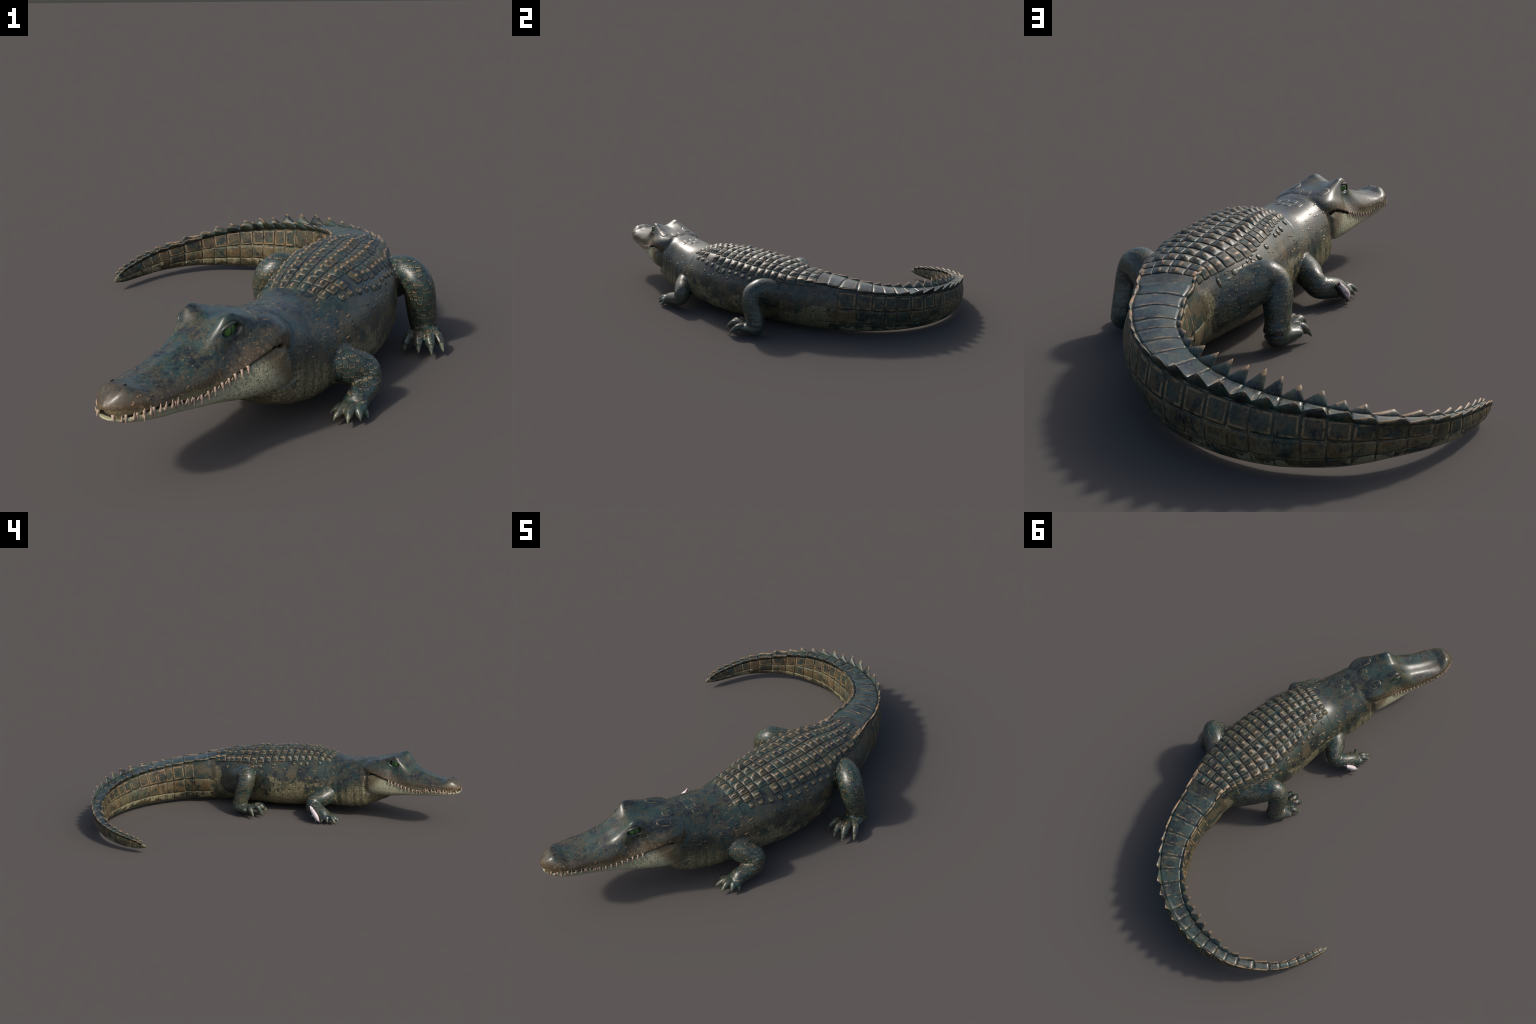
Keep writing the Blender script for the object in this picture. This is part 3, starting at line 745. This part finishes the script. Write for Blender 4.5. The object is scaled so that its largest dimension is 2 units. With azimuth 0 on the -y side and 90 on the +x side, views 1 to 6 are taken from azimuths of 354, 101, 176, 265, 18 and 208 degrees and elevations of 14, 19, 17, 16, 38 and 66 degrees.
# nape shield: a rosette of low plates
NS = -.955
low_keel = lambda X, Y: .0016*np.clip(1 - np.abs(X - .1)**1.3, 0, 1)*np.clip(1 - np.abs(Y), 0, 1)
for l0, l1, e0, e1 in [(.001, .034, -.036, -.001), (-.034, -.001, -.034, .001), (.001, .031, .002, .034), (-.030, -.001, .004, .036), (.036, .062, -.026, .012), (-.062, -.036, -.024, .014)]:
    u0, u1 = sorted((lat_u(NS, l0), lat_u(NS, l1)))
    plate("nape_scute", NS + e0, NS + e1, u0, u1, low_keel, M_FLAT, NECK, 11, 11, round_=.22, raise_=.0012)
# scattered small keeled scales on the neck, the shoulders and below the back shield
for side in (1, -1):
    spots = [(random.uniform(-1.03, -.80), random.uniform(.03, .185)) for _ in range(26)] + [(random.uniform(-.78, -.12), random.uniform(.045, .095)) for _ in range(26)]
    for s, u in spots:
        if abs(s - NS) < .045 and u > .15: continue
        L, W = random.uniform(.010, .022), random.uniform(.0030, .0048)
        per = np.linalg.norm(trunk(np.array([s]), np.array([u + .01]))[0] - trunk(np.array([s]), np.array([u - .01]))[0])/.02
        ring = random.random() < .38 and u < .13
        if ring: L, W = random.uniform(.011, .016), random.uniform(.010, .014)
        u = u if side > 0 else .5 - u
        plate("neck_scale" if s < -.8 else "flank_scale", s - L/2, s + L/2, u - W/2/per, u + W/2/per, lambda X, Y: .0012*(1 - X*X)*(1 - np.abs(Y)), M_FLAT if ring else M_FLECK, NECK if s < -.8 else TORSO, 7, 7, round_=.30, raise_=.0006)

# tail: rings of plates between seams
SEAM = [-.125, -.075, -.02, .054, .130, .203, .253, .312, .374, .441, .505, .565, .622, .675, .727, .785, .843, .90, .955, 1.035, 1.11, 1.16, 1.207, 1.255, 1.30, 1.34, 1.372, 1.40]
BH = [.006, .007, .008, .008, .008, .010, .012, .016, .022, .028, .032, .032, .029, .027, .025, .022, .018, .014, .012, .011, .010, .010, .010, .010, .009, .008, .006]


def z_u(s, f):
    """Left-side section parameter at fraction f of the way down from the crest to the bottom."""
    u = np.r_[np.linspace(UC, 0, 60), np.linspace(-.002, -.245, 80)]
    z = trunk(np.full(len(u), s), u)[:, 2]; z0, z1 = z[0], z[-1]
    return float(np.interp(f, (z0 - z)/(z0 - z1), u))


def crest(s, side):
    u = UC if side > 0 else .5 - UC
    return trunk(np.array([s]), np.array([u]))[0]


for i in range(len(SEAM) - 1):
    a, b = SEAM[i] + .0004, SEAM[i+1] - .0004; mid = (a + b)/2
    if i >= 2:
        rows = [(.045, .405), (.41, .725), (.73, .94)] if mid < 1.1 else [(.07, .515), (.52, .93)]
        for side in (1, -1):
            for row, (f0, f1) in enumerate(rows):
                if i == 2 and row == 0: continue
                f0, f1 = f0 + random.uniform(-.006, .012), f1 - random.uniform(-.004, .014)
                u0, u1 = z_u(mid, f1), z_u(mid, f0)
                if side < 0: u0, u1 = .5 - u1, .5 - u0
                plate("tail_plate", a, b, u0, u1, lambda X, Y: 0*X, M_SIDE[row if len(rows) == 3 else row*2], TAIL, 11, 11, raise_=.0006, round_=.07, soft=.90)
    if i >= 2:
        plate("tail_band", a, b, UC + .008, .5 - UC - .008, lambda X, Y: 0*X, M_BAND, TAIL, 7, 13, raise_=.0003, sink=.002)
    # crest blades
    for side in (1, -1):
        H = BH[i]*random.uniform(.85, 1.25)*(float(np.interp(mid, [.2, .38, .55, .75, .9, 1.1], [1.0, 1.45, 1.55, 1.6, 1.5, 1.2])) if side < 0 else float(np.interp(mid, [.2, .4, .7, .9], [.9, 1.2, 1.15, .95])))
        out = trunk(np.array([mid]), np.array([UC if side > 0 else .5 - UC]))[0] - np.array([*cubic(mid, ST[:, 0], ST[:, 1:3])[0], 0])
        out[2] = 0; out /= np.linalg.norm(out)
        flare = float(np.interp(mid, [.0, .25, .40, .85, 1.1], [.35, .6, 1.15, .95, .35])) if side < 0 else float(np.interp(mid, [0, .3, 1.0], [.45, .6, .3]))
        thick = min(.0065, .26*cubic(mid, ST[:, 0], ST[:, 4])[0] + .001)
        rings = []
        for f in np.r_[np.linspace(0, .8, 9), .84, .88, .92, .96, 1.0]:
            s = a - .002 + f*(b - a + .004); c = crest(np.clip(s, S0, S1), side)
            pk = .80; hh = H*((f/pk)**1.05 if f < pk else max(0, 1 - ((f - pk)/(1 - pk))**1.4)) + .0008
            upv = np.array([0, 0, 1.0]) + out*flare; upv /= np.linalg.norm(upv)
            th = thick*(.35 + .65*math.sin(math.pi*min(1, max(0, f*.9 + .05))))
            back = c - np.array([0, 0, .006])
            rings.append([back + out*th*1.0, c + out*th*.55 + upv*hh*.45, c + out*.0012 + upv*hh, c - out*.0012 + upv*hh, c - out*th*.9 + upv*hh*.35, back - out*th*1.2])
        v, f = loft(rings); o0 = np.array(crest(mid, side)); v = [tuple(np.array(p) - o0) for p in v]
        mesh_object("crest_scute", v, f, M_BLADE, TAIL, matrix=Matrix.Translation(o0))

# ------------------------------------------------------------------ plates and small scales of the head
def head_surf(q, u):
    q, u = np.broadcast_arrays(q, u); out = np.empty(q.shape + (3,))
    for i in np.ndindex(q.shape):
        S = head_section(float(q[i]), 81); k = np.linspace(0, 1, 81)
        out[i] = head_pt(q[i], np.interp(u[i], k, S[:, 0]), np.interp(u[i], k, S[:, 1]))
    return out


def head_n(q, u):
    a = head_surf(q + .004, u) - head_surf(q - .004, u); b = head_surf(q, u + .012) - head_surf(q, u - .012)
    n = np.cross(a, b); n /= np.linalg.norm(n, axis=-1)[..., None] + 1e-12
    return -n if n[..., 2].mean() < 0 else n


dome = lambda X, Y: .0010*(1 - X*X)*(1 - Y*Y)
for side in (0, 1):
    def hp(name, q0, q1, u0, u1, h, m, **k):
        if side: u0, u1 = 1 - u1, 1 - u0
        return plate(name, q0, q1, u0, u1, h, m, HEAD, surf=head_surf, norm=head_n, **k)
    hp("temple_plate", -.150, -.085, .215, .345, dome, M_FLAT, nx=9, ny=9, round_=.30, raise_=.0012, sink=.004)
    hp("skull_plate", -.176, -.125, .385, .490, dome, M_FLAT, nx=9, ny=9, round_=.25, raise_=.0010, sink=.004)
    for k in range(46):
        q = random.uniform(.055, .335) if k < 34 else random.uniform(-.06, .05)
        u = random.choice([random.uniform(.04, .16), random.uniform(.10, .30), random.uniform(.25, .36)]) if k < 34 else random.uniform(.06, .17)
        L, W = random.uniform(.005, .010), random.uniform(.004, .006)
        per = max(.05, np.linalg.norm(head_surf(np.array([q]), np.array([u + .01])) - head_surf(np.array([q]), np.array([u - .01])))/.02)
        hp("snout_scale", q - L/2, q + L/2, u - W/2/per, u + W/2/per, lambda X, Y: .0008*(1 - X*X)*(1 - Y*Y), M_DOT, nx=5, ny=5, round_=.35, raise_=.0004, sink=.002)

# ------------------------------------------------------------------ eyes, lids, nostrils, mouth, teeth
def head_matrix(q, lat, z, side):
    """Local y points sideways out of the head, x along it, z up."""
    y = Vector((*(HL*side), 0)); zz = Vector((0, 0, 1)); xx = y.cross(zz)
    p = head_pt(q, lat, z)
    return Matrix(((xx.x, y.x, zz.x, p[0]), (xx.y, y.y, zz.y, p[1]), (xx.z, y.z, zz.z, p[2]), (0, 0, 0, 1)))


def ball(rx, ry, rz, n=24, m=16):
    rings = [[(rx*math.sin(t)*math.cos(a), -ry*math.cos(t), rz*math.sin(t)*math.sin(a)) for a in np.linspace(0, 2*np.pi, n, endpoint=False)] for t in np.linspace(.05, math.pi - .05, m)]
    return loft(rings)


EYETILT, EYELAT = 1, .0600
for side in (1, -1):
    v, f = ball(.0280, .0205, .0235)
    Me = head_matrix(EYEQ, side*EYELAT, EYEZ, side)
    lean = Matrix.Rotation(math.radians(-8), 4, "X")
    mesh_object("eye", v, f, M_EYE, HEAD, matrix=Me @ lean)
    # lids: almond ring of soft skin round the opening
    for nm, up in (("upper_eyelid", 1), ("lower_eyelid", -1)):
        rings = []
        for a in np.linspace(0, math.pi, 25):
            x = .0275*math.cos(a); zo = up*math.sin(a)*(.0180 if up > 0 else .0160) - .12*x*side*EYETILT
            yy = .0210 - .009*(x/.0275)**2 - .0050*math.sin(a)
            r = (.0048 if up > 0 else .0038)*(.45 + .55*math.sin(a))
            c = np.array([x, yy, zo]); nrm = np.array([x*.35, .3, zo]); nrm /= np.linalg.norm(nrm); tg = np.array([-math.sin(a), 0, up*math.cos(a)*.55]); tg /= np.linalg.norm(tg); bn = np.cross(tg, nrm)
            rings.append([c + nrm*math.cos(t)*r*1.3 + bn*math.sin(t)*r for t in np.linspace(0, 2*np.pi, 14, endpoint=False)])
        v, f = loft(rings); mesh_object(nm, v, f, M_LID, HEAD, matrix=Me @ lean)
    v, f = ball(.0055, .0026, .0018, 16, 8)
    mesh_object("nostril", v, f, M_MOUTH, HEAD, matrix=head_matrix(.303, side*.021, .2655, side) @ Matrix.Rotation(math.radians(90), 4, "X"))

# dark lining between the jaws
rings = []
for q in np.linspace(-.13, .340, 60):
    w, zl = cubic(q, UP[:, 0], UP[:, 1:3])[0]; wj, zj = cubic(q, LO[:, 0], LO[:, [1, 3]])[0]; w = min(w, wj) - .007
    w = max(w, .003); rings.append([head_pt(q, w, zl + .003), head_pt(q, 0, zl + .006), head_pt(q, -w, zl + .003), head_pt(q, -w, zj - .003), head_pt(q, 0, zj - .005), head_pt(q, w, zj - .003)])
v, f = loft(rings); mesh_object("mouth_lining", v, f, M_MOUTH, JAW)


def cone(base, tip, r, bend, n=10, m=7):
    base, tip, bend = np.array(base), np.array(tip), np.array(bend); d = tip - base; L = np.linalg.norm(d); d = d/L
    a = np.cross(d, (.3, .5, .81)); a /= np.linalg.norm(a); b = np.cross(d, a); rings = []
    for t in np.linspace(0, 1, m):
        c = base + d*L*t + bend*math.sin(math.pi*t)
        rr = r*(1 - t)**.75 + r*.06
        rings.append([c + rr*(math.cos(x)*a + math.sin(x)*b) for x in np.linspace(0, 2*np.pi, n, endpoint=False)])
    return loft(rings)


def lip(q, tab, side):
    w, zl = cubic(q, tab[:, 0], tab[:, 1:3])[0]; e = .004
    return w, zl


UPT = [(.346, .013), (.326, .017), (.306, .014), (.290, .021), (.268, .020), (.205, .009), (.186, .011), (.166, .018), (.148, .021), (.126, .020), (.104, .021), (.083, .022), (.062, .021), (.042, .018), (.022, .017), (.003, .017), (-.014, .017)]
LOT = [(.334, .011), (.314, .015), (.294, .019), (.278, .021), (.256, .019), (.238, .019), (.219, .022), (.200, .025), (.176, .015), (.157, .017), (.137, .013), (.117, .012), (.095, .012), (.073, .013), (.052, .012), (.030, .010)]
for tab, lst, dirn, parent in ((UP, UPT, -1, HEAD), (LO, LOT, 1, JAW)):
    for q, L in lst:
        for side in (1, -1):
            w, zl = cubic(q, tab[:, 0], tab[:, 1:3] if dirn < 0 else tab[:, [1, 3]])[0]; dw = (cubic(q + .004, tab[:, 0], tab[:, 1])[0] - cubic(q - .004, tab[:, 0], tab[:, 1])[0])/.008
            nrm = np.array([min(.8, -dw), 1.0]); nrm /= np.linalg.norm(nrm)      # outward in (q, lat)
            qq = q + random.uniform(-.002, .002); LL = L*random.uniform(.9, 1.1)
            o1 = -.0030 if dirn < 0 else -.0015; o2 = .0022 if dirn < 0 else .0040
            wref = cubic(q, UP[:, 0], UP[:, 1])[0]
            if dirn > 0: o2 += max(0, wref - w + .001)
            zb = zl + (.004 if dirn < 0 else -.006)
            p0 = head_pt(qq + nrm[0]*o1, side*(w + nrm[1]*o1), zb); p1 = head_pt(qq + nrm[0]*o2 + random.uniform(-.003, .003), side*(w + nrm[1]*o2), zb + dirn*(LL + .004))
            bend = head_pt(qq + nrm[0], side*(w + nrm[1]), 0) - head_pt(qq, side*w, 0)
            v, f = cone(p0, p1, .0030 + .06*LL, bend*.0018)
            v = [tuple(np.array(p) - p0) for p in v]
            mesh_object("tooth", v, f, M_TOOTH, parent, matrix=Matrix.Translation(p0))

# claws
for n, ds in DIGITS.items():
    for b, kx, c, t, r in ds:
        b, kx, c, t = map(np.array, (b, kx, c, t)); st = c + (kx - c)*.15
        v, f = cone(st, t, r*.74, np.array([0, 0, .0035]), 14, 9)
        v = [tuple(np.array(p) - st) for p in v]
        mesh_object("claw", v, f, M_CLAW, PART[n], matrix=Matrix.Translation(st))

# ------------------------------------------------------------------ the small fish
FISH = empty("fish", (-.272, -.246, 0), "small pale silver fish standing upright with open mouth", "fish")
F0, F1 = np.array([-.276, -.250, .016]), np.array([-.226, -.207, .096])
fd = F1 - F0; FLn = np.linalg.norm(fd); fd /= FLn
belly_dir = np.array([-.85, -.05, .50]); belly_dir -= fd*(belly_dir @ fd); belly_dir /= np.linalg.norm(belly_dir); fs = np.cross(fd, belly_dir)
FM = Matrix(((fd[0], belly_dir[0], fs[0], F0[0]), (fd[1], belly_dir[1], fs[1], F0[1]), (fd[2], belly_dir[2], fs[2], F0[2]), (0, 0, 0, 1)))


def fish_mat():
    m, t = mat("fish_skin"); g = G(t); tc = g.n("ShaderNodeTexCoord").outputs["Object"]; x, y, z = g.sep(tc)[0:3]
    n = g.noise(tc, 120, 3)
    f = g.ramp(g.m("ADD", y, g.m("MULTIPLY", g.m("SUBTRACT", n, .5), .006)), -.006, .004)
    col = g.mix(f, rgb(.012, .020, .024), rgb(.60, .52, .53))
    g.out(col, .38, n, .0005, .2, .5); return m


M_FISH = fish_mat(); M_FIN = plain("fish_fin_skin", rgb(.03, .035, .035), rgb(.06, .06, .055), .45); M_GULLET = plain("fish_mouth_lining", rgb(.20, .015, .02), rgb(.12, .008, .012), .4)


def fish_body(lo, hi, prof, n=24):
    rings = []
    for x in np.linspace(lo, hi, 30):
        a, b, c = cubic(x, prof[:, 0], prof[:, 1:])[0]
        rings.append([(x, c + a*math.cos(t), b*math.sin(t)) for t in np.linspace(0, 2*np.pi, n, endpoint=False)])
    return rings


prof = np.array([(0, .006, .0045, 0), (.010, .0115, .0085, 0), (.025, .0175, .0125, 0), (.042, .0180, .0130, .0), (.052, .0165, .0122, 0), (.060, .0160, .0120, 0), (.072, .0140, .0105, 0), (.084, .0105, .0080, 0)])
v, f = loft(fish_body(0, .084, prof)); mesh_object("body", v, f, M_FISH, FISH, matrix=FM)
for nm, sg, L in (("upper_jaw", -1, .022), ("lower_jaw", 1, .020)):
    rings = []
    for t in np.linspace(0, 1, 10):
        w = .0095*(1 - t)**.7 + .0006; h = .0045*(1 - t)**.8 + .0006; c = sg*(.0062 + .003*t)
        rings.append([(.078 + L*t, c + h*math.cos(a), w*math.sin(a)) for a in np.linspace(0, 2*np.pi, 16, endpoint=False)])
    v, f = loft(rings); mesh_object(nm, v, f, M_FISH, FISH, matrix=FM)
v, f = ball(.004, .0075, .0075, 16, 10); mesh_object("gullet", v, f, M_GULLET, FISH, matrix=FM @ Matrix.Translation((.0835, 0, 0)))
for sg in (1, -1):
    v, f = ball(.003, .003, .0018, 14, 8); mesh_object("eye", v, f, M_MOUTH, FISH, matrix=FM @ Matrix.Translation((.074, -.004, sg*.0125)))
    for nm, x0, y0, L, tilt in (("pectoral_fin", .048, .006, .016, .3), ("pelvic_fin", .012, .008, .012, .6)):
        rings = []
        for t in np.linspace(0, 1, 8):
            w = .0045*math.sin(math.pi*(.2 + .75*t)) + .0004
            c = np.array([x0 - L*t*.5, y0 + L*t*tilt, sg*(.012 + L*t*.7)])
            rings.append([c + np.array([w*math.cos(a), .0007*math.sin(a), 0]) for a in np.linspace(0, 2*np.pi, 10, endpoint=False)])
        v, f = loft(rings); mesh_object(nm, v, f, M_FIN, FISH, matrix=FM)
rings = []
for t in np.linspace(0, 1, 8):
    w = .006 + .010*t; rings.append([(.004 - .013*t, w*math.cos(a), (.0025 - .0017*t)*math.sin(a)) for a in np.linspace(0, 2*np.pi, 14, endpoint=False)])
v, f = loft(rings); mesh_object("tail_fin", v, f, M_FISH, FISH, matrix=FM)

bpy.context.view_layer.update()
for o in [o for o in SC.objects if o.parent == FISH]:
    o.matrix_parent_inverse = FISH.matrix_world.inverted()
